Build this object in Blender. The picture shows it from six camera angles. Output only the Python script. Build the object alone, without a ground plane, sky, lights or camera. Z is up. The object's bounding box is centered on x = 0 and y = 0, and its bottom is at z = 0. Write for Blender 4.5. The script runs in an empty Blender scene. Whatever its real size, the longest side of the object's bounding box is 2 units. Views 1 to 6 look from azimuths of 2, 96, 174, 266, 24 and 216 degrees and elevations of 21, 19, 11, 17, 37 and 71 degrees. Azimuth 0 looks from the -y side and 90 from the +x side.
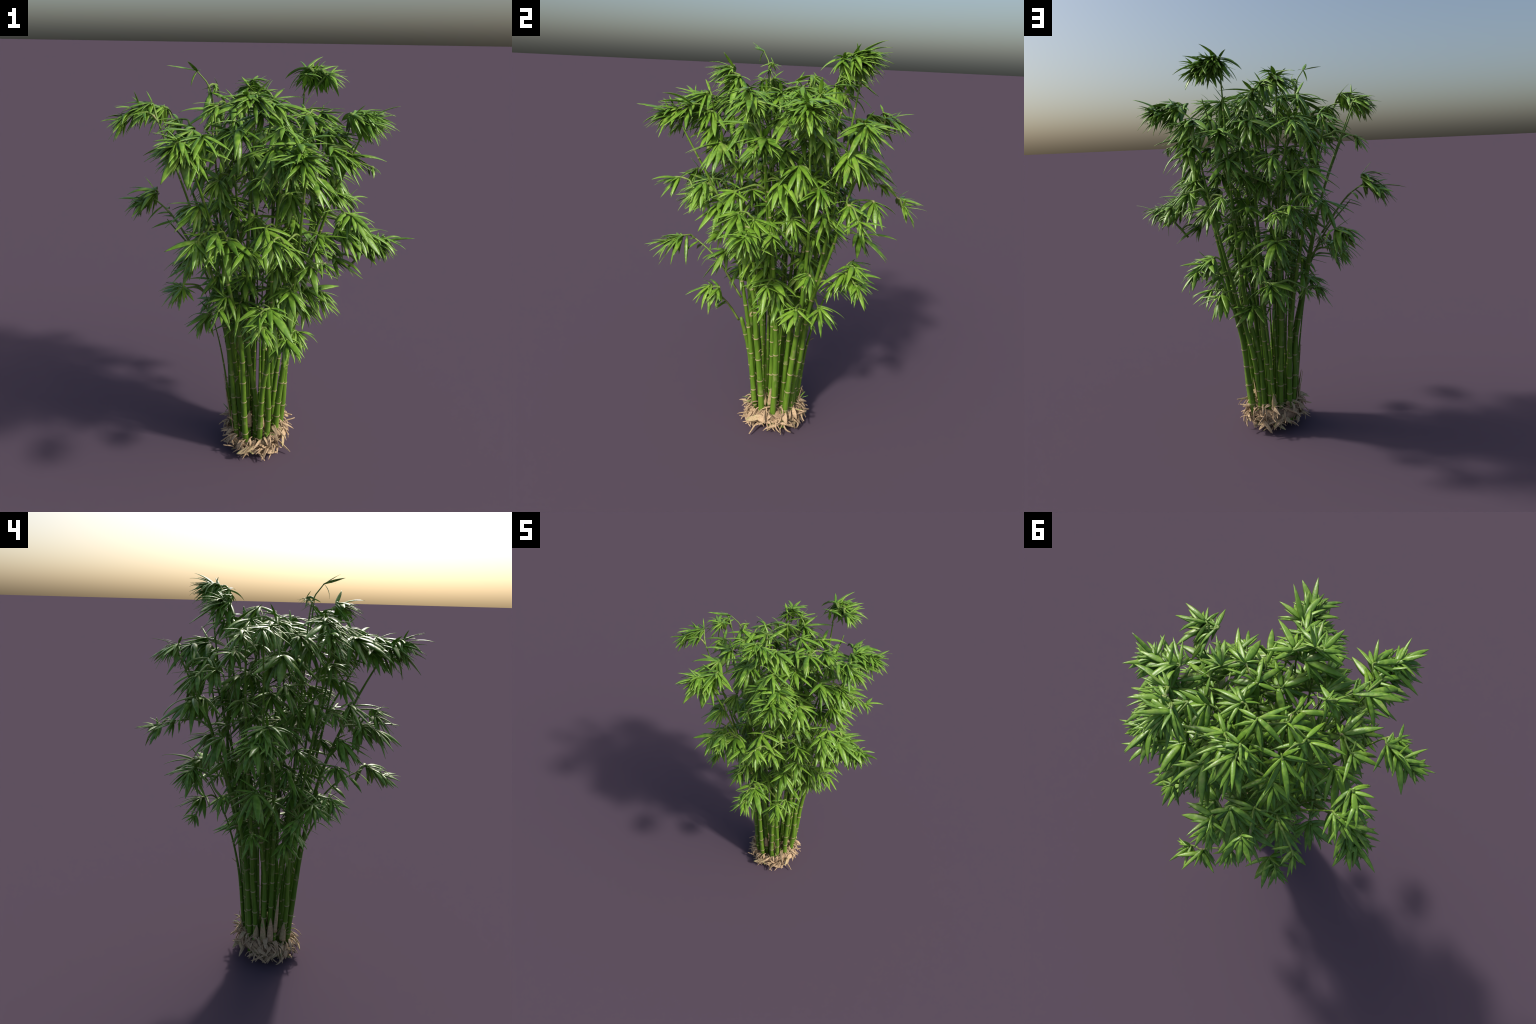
"""A dense clump of green bamboo: jointed culms rising from a basket of dry, straw-coloured
sheaths, arching twigs and drooping fans of lance-shaped leaves."""
import bpy, math, random
import numpy as np
from mathutils import Vector, Matrix, Quaternion, noise

RNG = random.Random(7)


def rnd(a, b):
    return RNG.uniform(a, b)


# ------------------------------------------------------------------ scene tree
clump = bpy.data.objects.new("bamboo_clump", None)
clump["label"] = "dense clump of green bamboo with drooping leaf fans and dry straw base"
clump["category"] = "bamboo plant"
bpy.context.scene.collection.objects.link(clump)


def add_object(name, mesh, parent, matrix=None):
    ob = bpy.data.objects.new(name, mesh)
    bpy.context.scene.collection.objects.link(ob)
    ob.parent = parent
    if matrix is not None:
        ob.matrix_world = matrix
    return ob


def make_mesh(name, verts, faces, mats, slots=None, smooth=True):
    me = bpy.data.meshes.new(name)
    me.from_pydata([tuple(v) for v in verts], [], faces)
    for m in mats:
        me.materials.append(m)
    if slots is not None:
        me.polygons.foreach_set("material_index", slots)
    me.polygons.foreach_set("use_smooth", [smooth] * len(me.polygons))
    me.update()
    return me


# ------------------------------------------------------------------ materials
def new_material(name, rough=0.5, spec=0.5):
    m = bpy.data.materials.new(name)
    m.use_nodes = True
    nt = m.node_tree
    b = nt.nodes["Principled BSDF"]
    b.inputs["Roughness"].default_value = rough
    b.inputs["Specular IOR Level"].default_value = spec
    return m, nt, b


def node(nt, kind, **kw):
    n = nt.nodes.new(kind)
    for k, v in kw.items():
        if k.startswith("in_"):
            n.inputs[k[3:].replace("_", " ")].default_value = v
        else:
            setattr(n, k, v)
    return n


def mix_colour(nt, fac, a, b):
    n = node(nt, "ShaderNodeMix", data_type="RGBA")
    for sock, val in ((n.inputs[0], fac), (n.inputs[6], a), (n.inputs[7], b)):
        if isinstance(val, bpy.types.NodeSocket):
            nt.links.new(val, sock)
        elif isinstance(val, (int, float)):
            sock.default_value = val
        else:
            sock.default_value = (*val, 1)
    return n.outputs[2]


def noise_ramp(nt, coord, scale, lo, hi, detail=3.0, stretch=(1, 1, 1)):
    mp = node(nt, "ShaderNodeMapping")
    mp.inputs["Scale"].default_value = stretch
    nt.links.new(coord, mp.inputs["Vector"])
    n = node(nt, "ShaderNodeTexNoise", in_Scale=scale, in_Detail=detail)
    nt.links.new(mp.outputs[0], n.inputs["Vector"])
    r = node(nt, "ShaderNodeMapRange", in_From_Min=lo, in_From_Max=hi)
    nt.links.new(n.outputs["Fac"], r.inputs["Value"])
    return r.outputs[0], n.outputs["Fac"]


def leaf_material(name, deep, mid, light, tint, rough):
    m, nt, b = new_material(name, rough, 0.5)
    tc = node(nt, "ShaderNodeTexCoord").outputs["Object"]
    geo = node(nt, "ShaderNodeNewGeometry").outputs["Random Per Island"]
    info = node(nt, "ShaderNodeObjectInfo").outputs["Random"]
    add = node(nt, "ShaderNodeMath", operation="ADD")
    nt.links.new(geo, add.inputs[0])
    nt.links.new(info, add.inputs[1])
    fr = node(nt, "ShaderNodeMath", operation="FRACT")
    nt.links.new(add.outputs[0], fr.inputs[0])
    base = mix_colour(nt, fr.outputs[0], deep, mid)
    f1, raw = noise_ramp(nt, tc, 42.0, 0.45, 0.75)
    c = mix_colour(nt, f1, base, light)  # pale patches: soft highlights on the blades, painted into the base colour
    f2, _ = noise_ramp(nt, tc, 17.0, 0.60, 0.82, 2.0)
    c = mix_colour(nt, f2, c, tint)
    nt.links.new(c, b.inputs["Base Color"])
    _, fine = noise_ramp(nt, tc, 150.0, 0, 1, 2.0)
    bp = node(nt, "ShaderNodeBump", in_Strength=0.18, in_Distance=0.004)
    nt.links.new(fine, bp.inputs["Height"])
    nt.links.new(bp.outputs[0], b.inputs["Normal"])
    return m


leaf_green = leaf_material("leaf_green", (0.080, 0.197, 0.017), (0.162, 0.322, 0.027),
                           (0.240, 0.415, 0.050), (0.25, 0.32, 0.075), 0.38)
leaf_rib = leaf_material("leaf_rib", (0.12, 0.25, 0.028), (0.18, 0.33, 0.04),
                         (0.25, 0.41, 0.07), (0.28, 0.34, 0.10), 0.40)


def cane_material(name, deep, light, pale, rough, pale_lo):
    m, nt, b = new_material(name, rough, 0.4)
    tc = node(nt, "ShaderNodeTexCoord").outputs["Object"]
    f1, raw = noise_ramp(nt, tc, 30.0, 0.35, 0.7, 3.0, (3.0, 3.0, 0.25))
    c = mix_colour(nt, f1, deep, light)
    f2, _ = noise_ramp(nt, tc, 26.0, pale_lo, pale_lo + 0.16, 2.0, (1, 1, 0.6))
    c = mix_colour(nt, f2, c, pale)
    nt.links.new(c, b.inputs["Base Color"])
    bp = node(nt, "ShaderNodeBump", in_Strength=0.12, in_Distance=0.004)
    nt.links.new(raw, bp.inputs["Height"])
    nt.links.new(bp.outputs[0], b.inputs["Normal"])
    return m


culm_green = cane_material("culm_green", (0.075, 0.175, 0.012), (0.140, 0.255, 0.024), (0.24, 0.27, 0.10), 0.45, 0.62)
node_pale = cane_material("node_pale", (0.29, 0.27, 0.12), (0.44, 0.38, 0.21), (0.12, 0.23, 0.03), 0.6, 0.60)
twig_green = cane_material("twig_green", (0.13, 0.23, 0.035), (0.20, 0.29, 0.06), (0.34, 0.31, 0.15), 0.5, 0.58)


def straw_material(name, dark, mid, pale, green, green_lo):
    m, nt, b = new_material(name, 0.75, 0.25)
    tc = node(nt, "ShaderNodeTexCoord").outputs["Object"]
    f1, raw = noise_ramp(nt, tc, 55.0, 0.3, 0.7, 4.0)
    c = mix_colour(nt, f1, mid, pale)
    f3, fib = noise_ramp(nt, tc, 240.0, 0.52, 0.75, 2.0)
    c = mix_colour(nt, f3, c, dark)
    f2, _ = noise_ramp(nt, tc, 22.0, green_lo, green_lo + 0.07, 2.0)
    c = mix_colour(nt, f2, c, green)
    nt.links.new(c, b.inputs["Base Color"])
    bp = node(nt, "ShaderNodeBump", in_Strength=0.35, in_Distance=0.004)
    nt.links.new(fib, bp.inputs["Height"])
    nt.links.new(bp.outputs[0], b.inputs["Normal"])
    return m


straw = straw_material("straw", (0.23, 0.165, 0.095), (0.45, 0.32, 0.195), (0.58, 0.425, 0.27), (0.22, 0.33, 0.09), 0.60)
straw_greenish = straw_material("straw_greenish", (0.27, 0.20, 0.105), (0.43, 0.325, 0.18), (0.52, 0.40, 0.24), (0.20, 0.34, 0.09), 0.56)
straw_core = straw_material("straw_core", (0.12, 0.08, 0.045), (0.24, 0.165, 0.10), (0.38, 0.27, 0.17), (0.16, 0.24, 0.06), 0.72)


# ------------------------------------------------------------------ curves and sweeps
def smooth_path(points, n):
    """Catmull-Rom through the points, resampled to n positions of equal arc length."""
    p = [Vector(q) for q in points]
    p = [p[0] * 2 - p[1]] + p + [p[-1] * 2 - p[-2]]
    dense = []
    for i in range(1, len(p) - 2):
        a, b, c, d = p[i - 1], p[i], p[i + 1], p[i + 2]
        for k in range(16):
            t = k / 16
            dense.append(0.5 * (2 * b + (c - a) * t + (2 * a - 5 * b + 4 * c - d) * t * t + (3 * b - a - 3 * c + d) * t ** 3))
    dense.append(p[-2])
    cum = [0.0]
    for a, b in zip(dense[:-1], dense[1:]):
        cum.append(cum[-1] + (b - a).length)
    out, j = [], 0
    for i in range(n):
        s = cum[-1] * i / (n - 1)
        while j < len(cum) - 2 and cum[j + 1] < s:
            j += 1
        w = (s - cum[j]) / max(cum[j + 1] - cum[j], 1e-9)
        out.append(dense[j].lerp(dense[j + 1], min(max(w, 0), 1)))
    return out, cum[-1]


def sweep(stations, sides, cap=True):
    """stations: list of (position, tangent, radius). Returns verts and quad faces with closed ends."""
    verts, faces = [], []
    up = Vector((0.31, 0.95, 0.05))
    for pos, tan, r in stations:
        tan = tan.normalized()
        x = (up - tan * up.dot(tan)).normalized()
        y = tan.cross(x)
        up = x
        for k in range(sides):
            a = 2 * math.pi * k / sides
            verts.append(pos + (x * math.cos(a) + y * math.sin(a)) * r)
    for i in range(len(stations) - 1):
        for k in range(sides):
            a, b = i * sides + k, i * sides + (k + 1) % sides
            faces.append((a, b, b + sides, a + sides))
    if cap:
        faces.append(tuple(reversed(range(sides))))
        m = (len(stations) - 1) * sides
        faces.append(tuple(range(m, m + sides)))
    return verts, faces


class Polyline:
    def __init__(self, points, samples=160):
        self.pts, self.length = smooth_path(points, samples)

    def at(self, s):
        f = min(max(s / self.length, 0), 1) * (len(self.pts) - 1)
        i = min(int(f), len(self.pts) - 2)
        return self.pts[i].lerp(self.pts[i + 1], f - i)

    def tangent(self, s):
        f = min(max(s / self.length, 0), 1) * (len(self.pts) - 1)
        i = min(int(f), len(self.pts) - 2)
        return (self.pts[i + 1] - self.pts[i]).normalized()


# ------------------------------------------------------------------ culms
# each culm: its course upwards from the root, and the radius at its foot
CULMS = [
    # front of the ring
    ([(-.052, -.115, .02), (-.055, -.135, .28), (-.082, -.180, .70), (-.135, -.23, 1.08), (-.21, -.35, 1.45), (-.27, -.46, 1.69)], .0190),
    ([(-.105, -.075, .03), (-.120, -.088, .30), (-.145, -.098, .60), (-.19, -.125, .90), (-.29, -.16, 1.35), (-.42, -.18, 1.74)], .0165),
    ([(-.078, -.030, .05), (-.092, -.040, .30), (-.118, -.060, .65), (-.145, -.08, 1.00), (-.18, -.11, 1.50), (-.215, -.135, 1.88)], .0160),
    ([(.008, -.070, .04), (.0, -.085, .28), (-.025, -.115, .55), (-.04, -.145, .78), (-.04, -.21, 1.25), (-.01, -.30, 1.83)], .0170),
    ([(.028, -.115, .03), (.035, -.135, .26), (.050, -.165, .45), (.075, -.205, .64)], .0165),
    ([(.066, -.095, .04), (.078, -.112, .28), (.065, -.135, .52), (.06, -.185, .80), (.08, -.26, 1.25), (.12, -.345, 1.74)], .0170),
    ([(.108, -.052, .04), (.120, -.066, .30), (.142, -.090, .56), (.158, -.135, .84), (.175, -.28, 1.25), (.19, -.47, 1.62)], .0205),
    # right of the ring
    ([(.132, .006, .04), (.145, .008, .28), (.160, .008, .50), (.20, .002, .80), (.31, -.04, 1.30), (.45, -.09, 1.73)], .0190),
    ([(.122, .066, .04), (.140, .080, .30), (.167, .100, .54), (.205, .130, .78), (.29, .13, 1.25), (.41, .11, 1.71)], .0200),
    ([(.092, .108, .04), (.110, .125, .27), (.135, .145, .47), (.19, .185, .76), (.26, .26, 1.20), (.34, .34, 1.64)], .0180),
    # back of the ring
    ([(.068, .110, .04), (.082, .132, .30), (.100, .148, .50), (.15, .18, .78), (.18, .25, 1.30), (.20, .315, 1.92)], .0170),
    ([(.032, .108, .04), (.037, .128, .30), (.050, .152, .60), (.057, .185, .85), (.06, .22, 1.10), (.05, .215, 1.76)], .0175),
    ([(.006, .130, .05), (.012, .148, .20), (.030, .178, .50), (.05, .24, .76), (.075, .35, .97)], .0125),
    ([(-.026, .105, .04), (-.032, .125, .33), (-.042, .152, .60), (-.043, .195, .88), (-.06, .32, 1.30), (-.08, .44, 1.63)], .0200),
    ([(-.078, .095, .04), (-.085, .113, .36), (-.093, .135, .55), (-.12, .168, .84), (-.18, .30, 1.28), (-.25, .45, 1.66)], .0180),
    # left of the ring
    ([(-.102, .068, .04), (-.112, .080, .30), (-.132, .092, .50), (-.175, .115, .78), (-.29, .15, 1.30), (-.43, .17, 1.71)], .0165),
    ([(-.118, .026, .04), (-.130, .030, .22), (-.135, .036, .50), (-.165, .06, .75), (-.28, .08, 1.25), (-.46, .10, 1.72)], .0175),
    ([(-.122, -.008, .04), (-.135, -.004, .28), (-.157, .0, .55), (-.205, .002, .82), (-.30, .02, 1.06), (-.45, .05, 1.25)], .0165),
    ([(-.140, -.030, .10), (-.154, -.032, .30), (-.178, -.040, .50), (-.208, -.05, .68), (-.265, -.08, .92)], .0085),
    # heart of the clump
    ([(.03, -.035, .05), (.035, -.045, .40), (.05, -.05, .90), (.09, -.055, 1.40), (.12, -.06, 1.74)], .0165),
    ([(-.005, .025, .05), (-.01, .03, .40), (-.02, .05, .90), (-.015, .07, 1.40), (-.01, .09, 1.83)], .0170),
    ([(.06, .045, .05), (.075, .055, .40), (.11, .09, .90), (.20, .17, 1.40), (.29, .25, 1.78)], .0165),
    ([(-.05, .055, .05), (-.055, .065, .40), (-.065, .11, .90), (-.06, .18, 1.40), (-.06, .245, 1.88)], .0170),
    ([(.085, -.015, .05), (.10, -.02, .40), (.15, -.03, .85), (.27, -.05, 1.25), (.39, -.07, 1.56)], .0160),
    ([(-.035, -.065, .05), (-.045, -.08, .40), (-.065, -.12, .85), (-.09, -.17, 1.30), (-.12, -.21, 1.69)], .0165),
    ([(-.075, .02, .05), (-.09, .02, .40), (-.125, .005, .85), (-.20, -.05, 1.30), (-.28, -.11, 1.68)], .0160),
    ([(.025, .075, .05), (.03, .09, .40), (.045, .14, .85), (.07, .24, 1.30), (.10, .335, 1.66)], .0160),
]


# slender canes crowd between the big ones
for k in range(17):
    a = k * 2.399 + 0.4
    r = 0.045 + 0.075 * ((k * 0.618) % 1)
    x, y = r * math.cos(a), r * math.sin(a)
    CULMS.append(([(x, y, .05), (x * 1.1, y * 1.1, .35), (x * 1.45, y * 1.45, .75), (x * 2.1, y * 2.1, rnd(1.05, 1.35))], rnd(.0085, .0115)))
# the bundle is tightest at the foot
CORNER = {0: .93, 4: .93, 9: .90, 10: .93, 12: .93, 18: .95, 1: .96}
CULMS = [([(x * CORNER.get(i, 1), y * CORNER.get(i, 1), z) if z < 1 else (x, y, z) for x, y, z in c], r) for i, (c, r) in enumerate(CULMS)]
CULMS = [([(x * (1 - .055 * max(0, 1 - z / .8)), y * (1 - .055 * max(0, 1 - z / .8)), z) for x, y, z in course], r0 * 0.89) for course, r0 in CULMS]


def culm_radius(r0, s, length):
    t = s / length
    slim = 1 - 0.30 * min(t / 0.35, 1) if length > 0.8 else 1 - 0.25 * t
    if t > 0.35:
        slim = 0.70 - 0.50 * ((t - 0.35) / 0.65) ** 0.85 if length > 0.8 else slim
    return r0 * slim


culm_lines = []
for course, r0 in CULMS:
    sway = min(0.008, r0 * 0.6)      # canes wander a little
    course = [course[0]] + [(x + rnd(-sway, sway), y + rnd(-sway, sway), z) for x, y, z in course[1:-1]] + [course[-1]]
    line = Polyline(course)
    L = line.length
    culm_lines.append((line, r0))
    joints, s = [], rnd(0.07, 0.13)
    while s < L - 0.02:
        joints.append(s)
        s += rnd(0.070, 0.125) * (1 + 0.55 * min(s / 0.9, 1)) * (0.8 + 0.2 * r0 / 0.017)
    stations, tags = [], []

    def put(s, k, tag):
        stations.append((line.at(s), line.tangent(s), culm_radius(r0, s, L) * k))
        tags.append(tag)

    put(0, 1.12, 0)
    prev = 0.0
    for j in joints + [L]:
        for f in (0.18, 0.5, 0.82):
            put(prev + (j - prev) * f, (1.0, 0.965, 0.985)[int(f * 3)], 0)
        if j < L:
            e = 0.0054
            put(j - e * 1.7, 1.0, 0)
            put(j - e, 1.06, 1)      # sheath scar: a pale collar
            put(j - e * 0.3, 1.15, 1)
            put(j + e * 0.25, 1.03, 1)
            put(j + e * 0.6, 1.05, 0)
            put(j + e * 1.6, 1.02, 0)
        prev = j
    put(L, 0.55, 0)
    sides = 14
    verts, faces = sweep(stations, sides)
    slots = []
    for i in range(len(stations) - 1):
        slots += [1 if tags[i] and tags[i + 1] else 0] * sides
    slots += [0, 0]
    add_object("culm", make_mesh("culm", verts, faces, [culm_green, node_pale], slots), clump)

# ------------------------------------------------------------------ leaf fans: where they hang
# (x, y, height, reach of the leaves), side by side round the clump
FANS_LEFT = [
    (-0.492, -0.140, 1.798, 0.105), (-0.233, -0.083, 0.816, 0.108), (-0.354, -0.057, 1.740, 0.116), (-0.336, 0.005, 1.656, 0.146), 
    (-0.355, -0.152, 0.995, 0.114), (-0.508, -0.127, 1.796, 0.115), (-.28, -.11, 1.71, 0.147), (-0.492, 0.109, 1.773, 0.094), (-0.444, 0.074, 1.780, 0.122),
    (-0.577, 0.117, 1.331, 0.108), (-0.509, 0.078, 1.385, 0.118), (-0.455, 0.184, 1.762, 0.100), (-.18, .03, 1.47, 0.147), (-0.330, 0.100, 1.051, 0.136), (-.06, .03, 1.11, 0.138),
    (-0.273, -0.262, 1.150, 0.113), (-0.488, 0.187, 1.750, 0.087), (-0.340, 0.257, 1.023, 0.079),
    (-0.179, -0.106, 1.889, 0.052),
    (-0.568, -0.149, 1.752, 0.084),
    (-0.380, -0.085, 0.936, 0.098),
    (-0.532, 0.137, 1.339, 0.111),
    (-0.452, -0.136, 1.815, 0.117),
    (-0.337, -0.199, 1.623, 0.111),
    (-0.258, -0.046, 0.771, 0.097),
    (-0.557, -0.141, 1.762, 0.092),
    (-0.300, -0.236, 1.400, 0.107),
    (-0.332, -0.233, 1.016, 0.091),
    (-0.5, 0.1, 1.37, 0.13),
    (-0.466, -0.193, 1.783, 0.080),
    (-0.249, 0.108, 0.805, 0.100),
    (-0.401, 0.358, 1.579, 0.079),
    (-0.554, 0.069, 1.332, 0.093),
    (-0.173, -0.151, 1.813, 0.089),
    (-0.55, 0.14, 1.32, 0.11),
]
FANS_FRONT_LEFT = [
    (-0.012, -0.273, 1.864, 0.128), (-0.264, -0.472, 1.702, 0.136), (0.030, -0.523, 1.046, 0.105), (-.20, -.38, 1.33, .12), (-0.155, -0.285, 1.529, 0.149),
    (-0.145, -0.205, 0.961, 0.138), (-0.114, -0.386, 1.310, 0.147), (-.12, -.21, 1.72, 0.147), (-0.232, -0.311, 1.432, 0.136), (-0.240, -0.385, 1.690, 0.145),
    (-0.242, -0.273, 1.273, 0.147), (-0.255, -0.305, 1.731, 0.146), (-0.214, -0.456, 1.654, 0.110), (-0.071, -0.269, 1.738, 0.151),
    (0.031, -0.519, 1.597, 0.063), (-0.159, -0.263, 0.929, 0.105), (-0.041, -0.445, 1.287, 0.096), (-.20, -.43, 1.73, 0.147),
    (-0.269, -0.495, 1.717, 0.106),
    (-0.281, -0.458, 1.667, 0.108),
    (-0.049, -0.275, 1.864, 0.101),
    (-0.257, -0.499, 1.713, 0.114),
    (-0.143, -0.467, 1.362, 0.100),
    (-0.130, -0.306, 1.220, 0.130),
    (-0.15, -0.15, 1.42, 0.13),
    (-0.279, -0.520, 1.721, 0.094),
    (-0.040, -0.274, 1.872, 0.103),
    (-0.226, -0.439, 1.319, 0.125),
]
FANS_FRONT_RIGHT = [
    (0.075, -0.511, 1.354, 0.106), (0.170, -0.519, 1.664, 0.121), (0.097, -0.357, 1.756, 0.131), (0.136, -0.329, 0.837, 0.118), (0.183, -0.279, 0.844, 0.098),
    (.03, -.18, 1.64, 0.147), (0.103, -0.318, 1.607, 0.147), (0.110, -0.354, 1.670, 0.142), (0.025, -0.191, 0.902, 0.138), (0.216, -0.277, 1.550, 0.147),
    (0.254, -0.339, 1.323, 0.111), (0.066, -0.496, 1.057, 0.134), (.04, -.35, 1.35, 0.147), (0.118, -0.400, 1.295, 0.107), (.01, -.23, 1.80, 0.147),
    (.15, -.25, 1.03, 0.138), (0.064, -0.419, 1.691, 0.137), (0.098, -0.476, 1.652, 0.097), (0.057, -0.227, 1.831, 0.137), (0.159, -0.424, 1.703, 0.136),
    (0.170, -0.498, 1.656, 0.105),
    (0.040, -0.573, 1.021, 0.089),
    (0.144, -0.495, 1.672, 0.119),
    (0.234, -0.264, 1.152, 0.106),
    (0.160, -0.510, 1.689, 0.101),
    (0.14, -0.15, 1.7, 0.14),
    (0.172, -0.475, 1.688, 0.090),
]
FANS_RIGHT = [
    (0.429, -0.118, 1.759, 0.116), (0.496, -0.097, 1.248, 0.113), (0.490, -0.125, 1.246, 0.128), (0.386, -0.067, 1.602, 0.123), (.23, -.01, .93, 0.138),
    (0.100, -0.055, 1.757, 0.144), (.30, -.04, 1.23, 0.147), (0.387, -0.311, 1.400, 0.119), (0.361, -0.069, 1.600, 0.140), (0.294, -0.150, 1.648, 0.147),
    (0.480, -0.092, 1.561, 0.050), (0.436, -0.151, 1.298, 0.148), (0.348, -0.238, 1.319, 0.143), (0.423, -0.090, 1.270, 0.133), 
    (0.437, 0.057, 1.714, 0.104), (0.375, -0.174, 1.373, 0.146), (0.309, -0.035, 0.929, 0.101), (0.394, -0.111, 1.769, 0.125),
    (0.537, -0.106, 1.229, 0.091),
    
    (0.344, -0.106, 1.140, 0.118),
    (0.530, -0.115, 1.248, 0.100),
    (0.371, -0.139, 1.788, 0.097),
    (0.425, -0.127, 1.794, 0.100),
    (0.565, -0.100, 1.242, 0.085),
]
FANS_BACK_RIGHT = [
    (.43, .10, 1.76, 0.147), (0.266, 0.193, 1.269, 0.148), (0.374, 0.290, 1.349, 0.126), (0.256, 0.260, 1.938, 0.130), (0.310, 0.102, 0.824, 0.114),
    (0.481, 0.102, 1.736, 0.108), (0.453, 0.341, 1.300, 0.098), (.34, .17, 1.40, .12), (0.294, 0.312, 1.014, 0.136), (0.348, 0.277, 1.562, 0.145),
    (0.459, -0.008, 1.224, 0.098), (0.329, 0.004, 1.420, 0.144), (.33, .08, 1.49, 0.147), (0.253, 0.202, 0.823, 0.127), (0.214, 0.012, 0.836, 0.134),
    (0.366, 0.065, 1.267, 0.090), (0.273, 0.262, 1.908, 0.095), (0.367, 0.262, 1.527, 0.099), (0.325, 0.152, 1.004, 0.094), (0.232, 0.293, 1.925, 0.108),
    (.19, .34, 1.50, .13), (0.236, 0.263, 1.929, 0.122), (0.335, 0.331, 1.676, 0.137), (0.278, 0.341, 1.045, 0.116),
    (0.498, 0.105, 1.754, 0.109),
    (0.489, 0.116, 1.740, 0.089),
    (0.074, 0.054, 1.797, 0.117),
    (0.498, 0.122, 1.730, 0.095),
    (0.291, 0.218, 1.920, 0.088),
    (0.402, 0.167, 1.753, 0.108),
    (0.367, 0.340, 1.668, 0.092),
    (0.394, 0.073, 1.759, 0.121),
    (0.294, 0.020, 1.692, 0.138),
    (0.253, 0.097, 1.688, 0.141),
    (0.36, 0.12, 1.66, 0.13),
    (0.3, 0.18, 1.62, 0.13),
    (0.514, 0.103, 1.738, 0.076),
    (0.286, 0.266, 1.922, 0.104),
    (0.292, 0.224, 1.925, 0.096),
]
FANS_BACK = [
    (.05, .20, 1.81, 0.147), (.11, .12, 1.54, 0.147), (.09, .14, .74, 0.129), (0.061, 0.353, 0.990, 0.101), (0.210, 0.287, 1.627, 0.144),
    (0.077, 0.309, 1.671, 0.146), (0.223, 0.398, 1.337, 0.110), (0.020, 0.345, 0.898, 0.121), (-0.043, 0.246, 1.869, 0.141), (-0.087, 0.459, 1.672, 0.111),
    (-0.017, 0.088, 1.845, 0.145), (-0.224, 0.446, 1.685, 0.093), (-0.299, 0.372, 1.150, 0.137), (-0.064, 0.548, 1.293, 0.108), (-.05, .13, .86, 0.129),
    (-0.147, 0.377, 0.870, 0.064), (-0.163, 0.384, 1.443, 0.147), (-0.161, 0.470, 1.333, 0.084), (-.08, .34, 1.43, 0.147),
    (-.16, .15, .90, .11), (-0.073, 0.305, 1.254, 0.138), (-0.263, 0.281, 1.584, 0.101), (-0.015, 0.374, 1.506, 0.117), (-0.199, 0.369, 1.562, 0.110),
    (-0.016, 0.368, 1.110, 0.139), (-0.257, 0.252, 1.282, 0.142),
    (0.219, 0.288, 1.948, 0.117),
    (-0.070, 0.214, 1.867, 0.110),
    (-0.002, 0.568, 1.268, 0.086),
    (0.211, 0.303, 1.943, 0.102),
    (0.193, 0.219, 1.923, 0.089),
    (0.216, 0.304, 1.946, 0.100),
    (0.066, 0.245, 1.773, 0.106),
    (0.012, 0.231, 1.846, 0.120),
    (0.215, 0.318, 1.945, 0.096),
    (-0.045, 0.218, 1.892, 0.086),
    (-0.054, 0.255, 1.878, 0.096),
    (0.254, 0.268, 0.937, 0.096),
    (-0.104, 0.489, 1.657, 0.092),
    (-0.12, 0.38, 1.68, 0.14),
    (-0.18, 0.32, 1.62, 0.13),
    (0.201, 0.293, 1.946, 0.116),
    (-0.344, 0.390, 1.154, 0.096),
    (0.359, 0.356, 0.989, 0.088),
    (0.222, 0.311, 1.949, 0.099),
]
fans = [(Vector(f[:3]), f[3], True) for group in (FANS_LEFT, FANS_FRONT_LEFT, FANS_FRONT_RIGHT, FANS_RIGHT, FANS_BACK_RIGHT, FANS_BACK) for f in group]
# inner fans fill the heart of the crown, spaced apart from one another
tries = 0
while tries < 5000 and len(fans) < 275:
    tries += 1
    z = rnd(0.75, 1.80)
    r = (0.09 + 0.18 * min((z - 0.6) / 0.7, 1)) * math.sqrt(rnd(0.05 if z > 1.2 else 0.4, 1))
    a = rnd(0, 2 * math.pi)
    p = Vector((r * math.cos(a), r * math.sin(a), z))
    if all((p - q[0]).length > 0.090 for q in fans):
        fans.append((p, rnd(0.11, 0.14), z > 1.6))

# ------------------------------------------------------------------ leaf blades
LEAF_SECTIONS = 10
LEAF_LENGTH = 0.14


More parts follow.
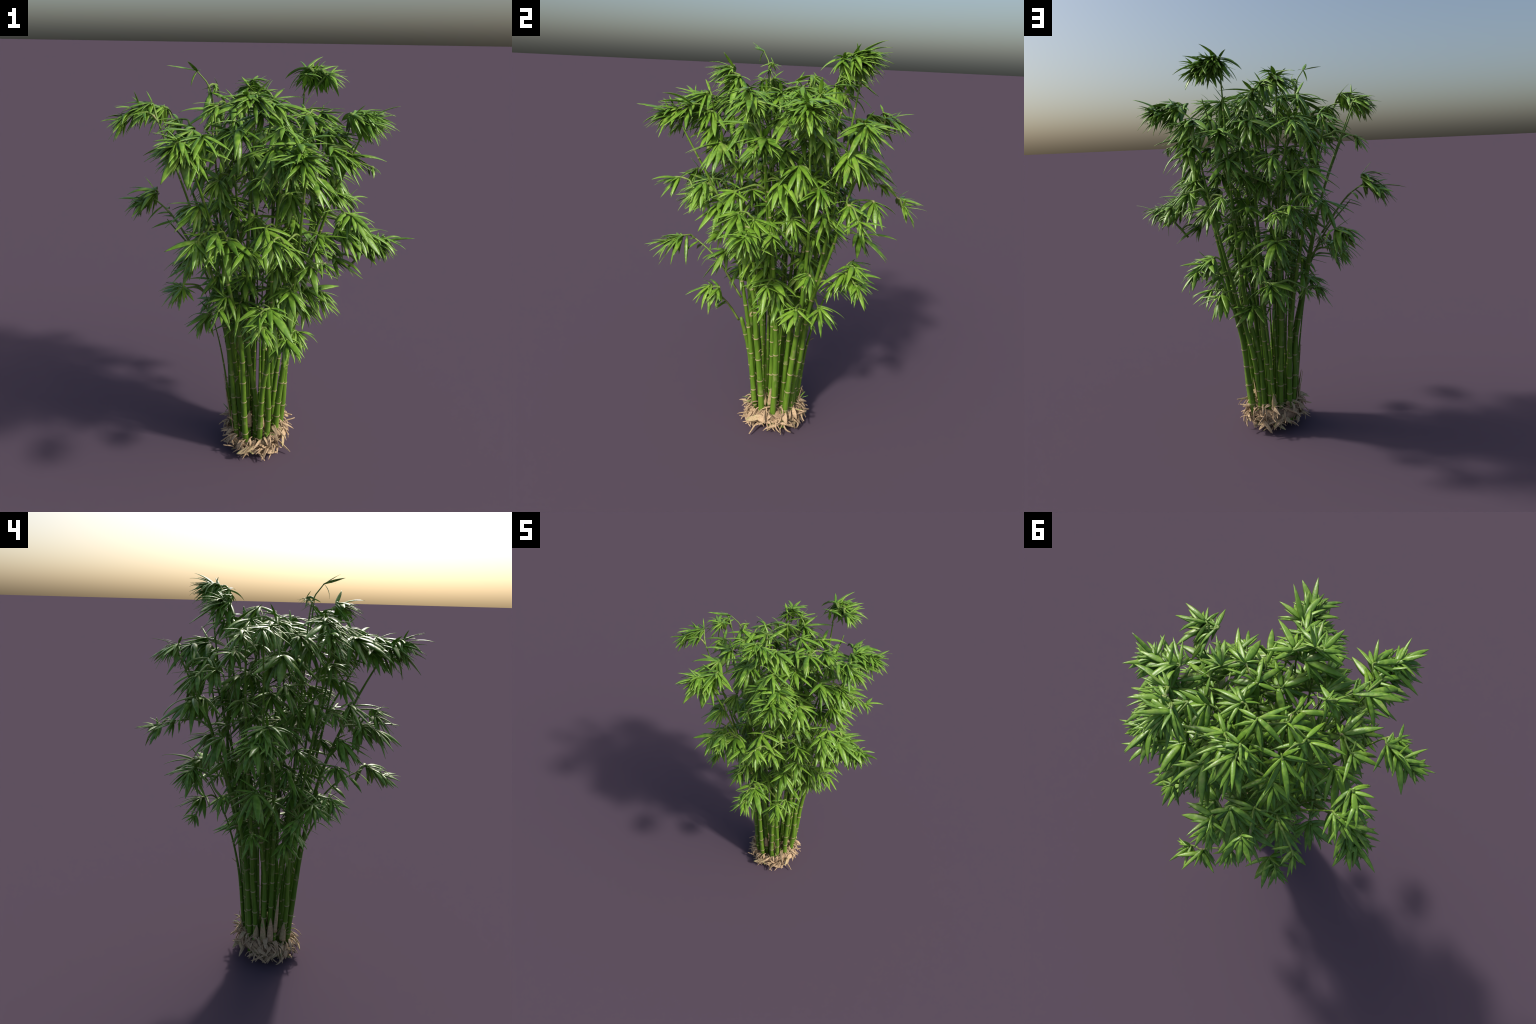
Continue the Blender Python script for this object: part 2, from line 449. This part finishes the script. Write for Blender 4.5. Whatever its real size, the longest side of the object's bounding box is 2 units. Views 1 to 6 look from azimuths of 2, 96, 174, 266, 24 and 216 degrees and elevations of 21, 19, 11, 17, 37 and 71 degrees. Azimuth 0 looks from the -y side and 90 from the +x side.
def leaf_mesh(name, droop, width, ripple, twist):
    """A lance-shaped blade along +x, thick in the middle, folded along the rib, bending down."""
    half = [0.42, 0.72, 0.92, 1.0, 0.98, 0.90, 0.76, 0.56, 0.31, 0.03]
    verts, faces, slots = [], [], []
    x = z = 0.0
    ring = 8
    for i in range(LEAF_SECTIONS):
        t = i / (LEAF_SECTIONS - 1)
        ang = -droop * t ** 1.15
        if i:
            x += math.cos(ang) / (LEAF_SECTIONS - 1)
            z += math.sin(ang) / (LEAF_SECTIONS - 1)
        w = width * half[i]
        th = 0.021 * (0.35 + 0.65 * half[i]) * (1 - 0.35 * t)
        nx, nz = -math.sin(ang), math.cos(ang)
        roll = twist * t
        wav = ripple * math.sin(7 * t + droop * 9)
        # across the blade: edge, half, rib, half, edge on top, and back underneath
        prof = [(1, 0.0), (0.62, 0.90), (0.0, 0.85), (-0.62, 0.90), (-1, 0.0), (-0.55, -0.45), (0, -0.45), (0.55, -0.45)]
        for k, (py, pz) in enumerate(prof):
            yy = py * w
            zz = pz * th - 0.10 * py * py * w + wav * w * py
            yr = yy * math.cos(roll) - zz * math.sin(roll)
            zr = yy * math.sin(roll) + zz * math.cos(roll)
            verts.append(tuple(LEAF_LENGTH * c for c in (x + nx * zr, yr, z + nz * zr)))
    for i in range(LEAF_SECTIONS - 1):
        for k in range(ring):
            a, b = i * ring + k, i * ring + (k + 1) % ring
            faces.append((a, a + ring, b + ring, b))
            slots.append(1 if i > 6 and k in (0, 3) else 0)
    faces.append(tuple(range(ring)))
    faces.append(tuple(reversed(range((LEAF_SECTIONS - 1) * ring, LEAF_SECTIONS * ring))))
    slots += [0, 0]
    return make_mesh(name, verts, faces, [leaf_green, leaf_rib], slots)


LEAF_KINDS = []
for droop in (0.15, 0.4, 0.65, 0.95):
    for width in (0.070, 0.087, 0.107):
        LEAF_KINDS.append((droop, leaf_mesh("leaf", droop, width, rnd(-0.10, 0.10), rnd(-0.35, 0.35))))


def leaf_matrix(pos, azim, elev, roll, length):
    k = length / LEAF_LENGTH
    rot = Matrix.Rotation(azim, 4, "Z") @ Matrix.Rotation(-elev, 4, "Y") @ Matrix.Rotation(roll, 4, "X")
    return Matrix.Translation(pos) @ rot @ Matrix.Diagonal((k, k * rnd(0.85, 1.15), k, 1))


leaves = []   # (show, mesh, matrix, branch index)


def add_leaf(pos, azim, elev, length, branch, show, droop=None):
    d = droop if droop is not None else rnd(0.2, 1.2)
    kinds = sorted(LEAF_KINDS, key=lambda k: abs(k[0] - d))[:3]
    mesh = RNG.choice(kinds)[1]
    leaves.append((show, mesh, leaf_matrix(pos, azim, elev, rnd(-0.35, 0.35), length), branch))


# ------------------------------------------------------------------ branches and their leaves
sources = []      # (point, index of culm or branch, is_culm)
for i, (line, r0) in enumerate(culm_lines):
    s = 0.45
    while s < line.length:
        sources.append((line.at(s), line.tangent(s), r0))
        s += 0.05
    sources.append((line.at(line.length), line.tangent(line.length), r0))

branch_meshes = []


def add_twig(points, r0, r1):
    line = Polyline(points, 24)
    st = [(line.at(line.length * k / 14), line.tangent(line.length * k / 14), (r0 + (r1 - r0) * k / 14) * (1.3 if k in (4, 9) else 1)) for k in range(15)]
    verts, faces = sweep(st, 7)
    branch_meshes.append(make_mesh("branch", verts, faces, [twig_green]))
    for k in range(3, 15, 2):
        sources.append((line.at(line.length * k / 14), line.tangent(line.length * k / 14), r1))
    return len(branch_meshes) - 1


# long bare limbs that stand clear of the crown
for limb in ([(.073, -.200, .625), (.105, -.265, .74), (.16, -.345, .825)],
             [(.070, -.190, .75), (.05, -.33, .95), (.015, -.47, 1.05)],
             [(-.30, .02, 1.08), (-.43, .06, 1.27), (-.55, .10, 1.36)],
             [(.42, -.09, 1.08), (.52, -.10, 1.20), (.60, -.11, 1.23)]):
    b = add_twig(limb, 0.0062, 0.0036)
    way = math.atan2(limb[-1][1] - limb[0][1], limb[-1][0] - limb[0][0])
    line = Polyline(limb, 24)
    for k in range(9):
        side = 1 if k % 2 else -1
        add_leaf(line.at(line.length * (0.45 + 0.06 * k)), way + side * rnd(0.3, 1.3), rnd(-0.5, 0.5), rnd(0.07, 0.13), b, 1, rnd(0.3, 0.8))
FIRST_FAN = len(branch_meshes)
order = sorted(fans, key=lambda f: math.hypot(f[0].x, f[0].y) + 0.3 * (1 - f[0].z))
for pos, reach, outer in order:
    best, cost = None, 9
    for p, tan, r0 in sources:
        d = (pos - p).length
        rise = pos.z - p.z
        c = d + (0.5 * (0.03 - rise) if rise < 0.03 else 0) + (0.25 if d < 0.02 else 0)
        if rise > 0.35:
            c += rise - 0.35
        if c < cost:
            best, cost = (p, tan), c
    p, tan = best
    out = Vector((pos.x, pos.y, 0)).normalized()
    span = (pos - p).length
    mid = p.lerp(pos, 0.5) + Vector((0, 0, 0.16 * span)) + Vector((rnd(-1, 1), rnd(-1, 1), 0)) * 0.04 * span
    tip = pos + out * 0.02 - Vector((0, 0, 0.008))
    line = Polyline([p, p.lerp(mid, 0.5) + tan * 0.08 * span, mid, pos, tip], 24)
    r_start = 0.0058 if span > 0.12 else 0.0048
    st = []
    for k in range(15):
        s = line.length * k / 14
        bump = 1.35 if k in (5, 10) else 1.0
        st.append((line.at(s), line.tangent(s), (r_start * (1 - k / 14) + 0.0032 * k / 14) * bump))
    # the swollen sheath where the leaves sit
    st[-2] = (st[-2][0], st[-2][1], 0.0075)
    st[-1] = (st[-1][0], st[-1][1], 0.0040)
    verts, faces = sweep(st, 7)
    branch_meshes.append(make_mesh("branch", verts, faces, [twig_green]))
    b = len(branch_meshes) - 1
    for k in (0.55, 0.8):
        if span > 0.15:
            sources.append((line.at(line.length * k), line.tangent(line.length * k), 0.006))
    sources.append((pos, out, 0.005))

    azim0 = math.atan2(pos.y, pos.x)
    radial = math.hypot(pos.x, pos.y)
    full = reach / 0.16
    count = RNG.randint(14, 19) if full > 0.72 else RNG.randint(10, 14)
    spread = 2.4 if radial < 0.22 else 1.6 if radial < 0.48 else 1.35
    show_base = radial + 0.3 * (pos.z - 1)
    turn = rnd(-0.6, 0.6) if radial < 0.45 else rnd(-0.3, 0.3)
    tilt = rnd(-0.30, 0.22) + (0.18 if pos.z > 1.65 else 0)
    for k in range(count):
        f = (k + 0.5) / count * 2 - 1
        f += rnd(-1.6, 1.6) / count
        a = azim0 + turn + spread * f
        back = abs(f)
        length = reach * RNG.choice((rnd(0.55, 0.85), rnd(0.85, 1.15), rnd(1.0, 1.35))) * (1.0 - 0.15 * back)
        layer = k % 3
        elev = (rnd(-0.20, 0.30), rnd(-0.60, -0.15), rnd(-1.0, -0.45))[layer] + tilt * math.cos(a - azim0)
        droop = (rnd(0.3, 0.9), rnd(0.15, 0.6), rnd(0.1, 0.35))[layer]
        along = rnd(0, 0.045) * (0.4 + 0.6 * back)
        foot = line.at(line.length - along) + Vector((math.cos(a), math.sin(a), 0)) * 0.003 + Vector((0, 0, -0.003 * layer))
        add_leaf(foot, a, elev, length, b, show_base + length if outer else -1, droop)
    # hanging leaves under the fan, and now and then a spear that stands up
    for k in range(2):
        a = azim0 + rnd(-1.3, 1.3)
        add_leaf(pos + out * 0.008 - Vector((0, 0, 0.010)), a, rnd(-1.25, -0.8), reach * rnd(0.6, 0.95), b, show_base if outer else -1, 0.2)
    if RNG.random() < 0.45 and pos.z < 1.93:
        add_leaf(pos + Vector((0, 0, 0.002)), azim0 + rnd(-1.5, 1.5), rnd(0.5, 1.15), reach * rnd(0.5, 0.75), b, show_base, rnd(0.1, 0.5))
    if span > 0.16:   # small leaves along the twig
        for k in range(RNG.randint(1, 3)):
            q = line.at(line.length * rnd(0.35, 0.8))
            add_leaf(q, azim0 + rnd(-1.6, 1.6), rnd(-0.5, 0.6), reach * rnd(0.45, 0.75), b, -1, rnd(0.3, 0.9))

# two bare leaders stand above the left of the crown with a few loose leaves
for base, joint, tip in (((-.18, -.11, 1.62), (-.205, -.125, 1.86), (-.255, -.165, 1.945)),):
    line = Polyline([base, joint, tip], 20)
    st = [(line.at(line.length * k / 12), line.tangent(line.length * k / 12), 0.0052 - 0.0028 * k / 12) for k in range(13)]
    verts, faces = sweep(st, 7)
    branch_meshes.append(make_mesh("branch", verts, faces, [twig_green]))
    b = len(branch_meshes) - 1
    J, T = Vector(joint), Vector(tip)
    for a, e, l, d in ((0.2, 0.25, .07, .7), (-0.5, -0.1, .11, .5), (-1.9, -0.9, .14, .2), (0.9, -0.3, .06, .5)):
        add_leaf(J, a, e, l, b, 2, d)
    for a, e, l, d in ((-2.6, 0.25, .13, .2), (-2.0, 0.6, .08, .2), (-1.2, 0.3, .06, .5), (-2.2, -0.6, .07, .8)):
        add_leaf(T, a, e, l, b, 2, d)

branch_objects = [add_object("branch", me, clump) for me in branch_meshes]

leaves.sort(key=lambda l: -l[0])
NAMED = 300
for show, mesh, mat, b in leaves[:NAMED]:
    add_object("leaf", mesh, branch_objects[b], mat)


def joined(name, items, parent, mats):
    """Many placed copies of small meshes as one mesh."""
    cache, vs, sizes, loops, slots, base = {}, [], [], [], [], 0
    for mesh, mat in items:
        if mesh.name not in cache:
            co = np.empty(len(mesh.vertices) * 3)
            mesh.vertices.foreach_get("co", co)
            li = np.empty(len(mesh.loops), dtype=np.int64)
            mesh.loops.foreach_get("vertex_index", li)
            sz = np.empty(len(mesh.polygons), dtype=np.int64)
            mesh.polygons.foreach_get("loop_total", sz)
            mi = np.empty(len(mesh.polygons), dtype=np.int64)
            mesh.polygons.foreach_get("material_index", mi)
            cache[mesh.name] = (co.reshape(-1, 3), li, sz, mi)
        co, li, sz, mi = cache[mesh.name]
        M = np.array(mat)
        vs.append(co @ M[:3, :3].T + M[:3, 3])
        loops.append(li + base)
        sizes.append(sz)
        slots.append(mi)
        base += len(co)
    v, l, s = np.concatenate(vs), np.concatenate(loops), np.concatenate(sizes)
    me = bpy.data.meshes.new(name)
    me.vertices.add(len(v))
    me.vertices.foreach_set("co", v.ravel())
    me.loops.add(len(l))
    me.loops.foreach_set("vertex_index", l.astype(np.int32))
    me.polygons.add(len(s))
    me.polygons.foreach_set("loop_start", np.concatenate([[0], np.cumsum(s)[:-1]]).astype(np.int32))
    for m in mats:
        me.materials.append(m)
    me.polygons.foreach_set("material_index", np.concatenate(slots).astype(np.int32))
    me.polygons.foreach_set("use_smooth", np.ones(len(s), dtype=bool))
    me.update(calc_edges=True)
    me.validate()
    ob = add_object(name, me, parent)
    ob["kind"] = "stuff"
    return ob


joined("foliage", [(m, mt) for _, m, mt, _ in leaves[NAMED:]], clump, [leaf_green, leaf_rib])

# ------------------------------------------------------------------ the straw basket at the foot
core_v, core_f = [], []
RINGS, SEG = 9, 40
PROFILE = [(0.0, .006), (.05, .010), (.090, .020), (.126, .048), (.148, .082), (.148, .112), (.134, .134), (.09, .124), (0.0, .115)]
for i, (r, z) in enumerate(PROFILE):
    for k in range(SEG):
        a = 2 * math.pi * k / SEG
        n = noise.noise(Vector((math.cos(a) * 3, math.sin(a) * 3, z * 30 + i)))
        sag = 0.055 * max(0.0, math.cos(a + math.pi * 0.62)) if i > 4 else 0.0   # lower towards the front left
        rr = max(r * (1 + 0.10 * n), 0.0006)
        core_v.append((rr * math.cos(a), rr * math.sin(a), max(z + 0.010 * n - sag, 0.002)))
for i in range(RINGS - 1):
    for k in range(SEG):
        a, b = i * SEG + k, i * SEG + (k + 1) % SEG
        core_f.append((a, b, b + SEG, a + SEG))
core = add_object("root_crown", make_mesh("root_crown", core_v, core_f, [straw_core]), clump)


HUSK_LENGTH = 0.075


def husk_mesh(droop, width, thick, hook, blunt=0.14):
    """A dry sheath: a thick, fibrous, boat-shaped blade along +x."""
    n, ring = 9, 8
    half = [0.55, 0.80, 0.97, 1.0, 0.95, 0.84, 0.66 + 0.4 * (blunt - 0.14), 0.42 + 0.8 * (blunt - 0.14), blunt]
    verts, faces = [], []
    x = z = 0.0
    for i in range(n):
        t = i / (n - 1)
        ang = -droop * t + hook * max(0, t - 0.6) * 2
        if i:
            x += math.cos(ang) / (n - 1)
            z += math.sin(ang) / (n - 1)
        w = width * half[i] * (1 + 0.12 * math.sin(5 * t + droop * 7))
        th = thick * (0.4 + 0.6 * half[i])
        nx, nz = -math.sin(ang), math.cos(ang)
        for py, pz in [(1, 0), (.6, .9), (0, .35), (-.6, 1.0), (-1, 0), (-.6, -.5), (0, -.9), (.6, -.5)]:
            zz = pz * th + 0.30 * py * py * w
            verts.append(tuple(HUSK_LENGTH * c for c in (x + nx * zz, py * w, z + nz * zz)))
    for i in range(n - 1):
        for k in range(ring):
            a, b = i * ring + k, i * ring + (k + 1) % ring
            faces.append((a, a + ring, b + ring, b))
    faces.append(tuple(range(ring)))
    faces.append(tuple(reversed(range((n - 1) * ring, n * ring))))
    return verts, faces


HUSKS = []
for droop in (0.5, 1.0, 1.6):
    for width in (0.065, 0.105, 0.17):
        v, f = husk_mesh(droop, width, rnd(0.022, 0.036), rnd(-0.3, 0.8))
        HUSKS.append(make_mesh("dry_husk", v, f, [straw if RNG.random() < 0.7 else straw_greenish]))
# finger-like roots: round, thin and curled
ROOTS = []
for droop in (0.9, 1.7, 2.4):
    for width in (0.054, 0.074):
        v, f = husk_mesh(droop, width, width * 0.8, rnd(-0.5, 1.6), 0.34)
        ROOTS.append(make_mesh("dry_root", v, f, [straw]))


def add_husk(pos, azim, elev, roll, length, mesh=None):
    rot = Matrix.Rotation(azim, 4, "Z") @ Matrix.Rotation(-elev, 4, "Y") @ Matrix.Rotation(roll, 4, "X")
    k = length / HUSK_LENGTH
    mesh = mesh or RNG.choice(HUSKS)
    m = Matrix.Translation(pos) @ rot @ Matrix.Diagonal((k, k * rnd(0.85, 1.2), k, 1))
    low = min((m @ v.co).z for v in mesh.vertices)
    if low < 0.006:      # nothing reaches below the ground
        m = Matrix.Translation((0, 0, 0.006 - low)) @ m
    add_object("dry_root" if mesh in ROOTS else "dry_husk", mesh, core, m)


# upper tier: blades springing from the rim and arching down outside
for k in range(50):
    a = 2 * math.pi * (k + rnd(-0.4, 0.4)) / 50
    low = 0.045 * max(0.0, math.cos(a + math.pi * 0.62))
    r = rnd(0.118, 0.150)
    p = Vector((r * math.cos(a), r * math.sin(a), rnd(0.120, 0.178) - low))
    add_husk(p, a + rnd(-1.0, 1.0), rnd(-0.65, 0.30), rnd(-0.6, 0.6), rnd(0.050, 0.085), RNG.choice(HUSKS[3:]))
for k in range(44):
    a = rnd(0, 2 * math.pi)
    low = 0.045 * max(0.0, math.cos(a + math.pi * 0.62))
    r = rnd(0.105, 0.145)
    add_husk(Vector((r * math.cos(a), r * math.sin(a), rnd(0.125, 0.165) - low)), a + rnd(-1.8, 1.8), rnd(-0.5, 0.7), rnd(-0.8, 0.8), rnd(0.035, 0.065), RNG.choice(HUSKS[1:6]))
# middle tier: laid against the ball, slanting both ways
for k in range(76):
    a = 2 * math.pi * (k + rnd(-0.4, 0.4)) / 76
    low = 0.03 * max(0.0, math.cos(a + math.pi * 0.62))
    r = rnd(0.142, 0.158)
    p = Vector((r * math.cos(a), r * math.sin(a), rnd(0.065, 0.135) - low))
    side = RNG.choice((-1, 1))
    add_husk(p, a + side * rnd(0.9, 2.2), rnd(-0.8, 0.0), side * rnd(0.5, 1.2), rnd(0.055, 0.095), RNG.choice(HUSKS[:6]))
# bottom tier: a tangled ring lying nearly flat, tucked under
for k in range(58):
    a = 2 * math.pi * (k + rnd(-0.4, 0.4)) / 58
    z = rnd(0.018, 0.065)
    r = 0.055 + 1.2 * z + rnd(-0.015, 0.015)
    p = Vector((r * math.cos(a), r * math.sin(a), z))
    side = RNG.choice((-1, 1))
    add_husk(p, a + side * rnd(0.9, 1.8), rnd(-0.15, 0.28), rnd(-0.5, 0.5), rnd(0.060, 0.105), RNG.choice(HUSKS[:3]))
# thin curled roots tangled over everything
for k in range(110):
    a = rnd(0, 2 * math.pi)
    z = rnd(0.04, 0.16)
    low = 0.035 * max(0.0, math.cos(a + math.pi * 0.62))
    r = (0.09 + 0.95 * z if z < 0.07 else 0.158 - 0.35 * max(0, z - 0.11)) + rnd(-0.016, 0.002)
    side = RNG.choice((-1, 1))
    add_husk(Vector((r * math.cos(a), r * math.sin(a), max(z - low, 0.02))), a + side * rnd(0.3, 2.0), rnd(-0.45, 0.7), rnd(-1.2, 1.2), rnd(0.045, 0.085), RNG.choice(ROOTS))
# litter between the culms
for k in range(40):
    a, r = rnd(0, 2 * math.pi), rnd(0.03, 0.12)
    low = 0.05 * max(0.0, math.cos(a + math.pi * 0.62))
    add_husk(Vector((r * math.cos(a), r * math.sin(a), rnd(0.10, 0.135) - low)), rnd(0, 6.28), rnd(-0.3, 0.9), rnd(-1, 1), rnd(0.05, 0.08))


for k in range(26):
    a, r = rnd(0, 2 * math.pi), rnd(0.04, 0.135)
    add_husk(Vector((r * math.cos(a), r * math.sin(a), rnd(0.11, 0.16))), rnd(0, 6.28), rnd(0.9, 1.45), rnd(-1, 1), rnd(0.05, 0.10), RNG.choice(HUSKS[:3]))
# small scraps and twig stubs left at the joints
for k in range(46):
    line, r0 = culm_lines[RNG.randrange(27)]
    s = rnd(0.12, min(0.62, line.length))
    a = rnd(0, 2 * math.pi)
    d = Vector((math.cos(a), math.sin(a), 0))
    add_husk(line.at(s) + d * r0 * 0.7, a + rnd(-0.3, 0.3), rnd(0.7, 1.35), rnd(-0.4, 0.4), rnd(0.016, 0.034), RNG.choice(HUSKS[:3]))


# tall dry sheaths still clasping the culms
def sheath_mesh(height, r, open_angle, flare):
    n, m = 10, 9
    verts, faces = [], []
    for layer in (0, 1):
        for i in range(n):
            t = i / (n - 1)
            span = open_angle * (1 - 0.93 * t ** 1.4)
            rr = r * (1.15 + flare * t ** 2) + layer * 0.0022
            for k in range(m):
                a = span * (k / (m - 1) - 0.5)
                verts.append((rr * math.cos(a), rr * math.sin(a), height * t - 0.01 * abs(k / (m - 1) - 0.5)))
    N = n * m
    for i in range(n - 1):
        for k in range(m - 1):
            q = i * m + k
            faces.append((q, q + m, q + m + 1, q + 1))
            faces.append((N + q, N + q + 1, N + q + m + 1, N + q + m))
    rim = [k for k in range(m)] + [i * m + m - 1 for i in range(1, n)] + [(n - 1) * m + k for k in range(m - 2, -1, -1)] + [i * m for i in range(n - 2, 0, -1)]
    for a, b in zip(rim, rim[1:] + rim[:1]):
        faces.append((a, b, N + b, N + a))
    return make_mesh("culm_sheath", verts, faces, [RNG.choice((straw, straw_greenish))])


for i, azim, h in ((17, math.pi, .16), (1, 2.7, .12), (16, 2.9, .17), (3, -0.6, .12), (15, 3.4, .10),
                   (18, 3.3, .24), (12, 1.6, .09), (24, -1.2, .12), (22, 2.0, .13), (23, .2, .12)):
    line, r0 = culm_lines[i]
    s = 0.10
    me = sheath_mesh(h, r0 * 1.05, rnd(1.8, 2.8), rnd(0.1, 0.6))
    q = Vector((0, 0, 1)).rotation_difference(line.tangent(s)).to_matrix().to_4x4()
    add_object("culm_sheath", me, core, Matrix.Translation(line.at(s)) @ q @ Matrix.Rotation(azim, 4, "Z"))

# young green spears at the rim
SPEARS = []
for k in range(16):
    a = rnd(0, 2 * math.pi)
    r = rnd(0.125, 0.155)
    rot = Matrix.Rotation(a + rnd(-0.8, 0.8), 4, "Z") @ Matrix.Rotation(-rnd(0.2, 1.2), 4, "Y")
    L = rnd(0.035, 0.06)
    m = Matrix.Translation((r * math.cos(a), r * math.sin(a), rnd(0.13, 0.20))) @ rot @ Matrix.Scale(L / LEAF_LENGTH, 4)
    add_object("green_spear", LEAF_KINDS[0][1], core, m)
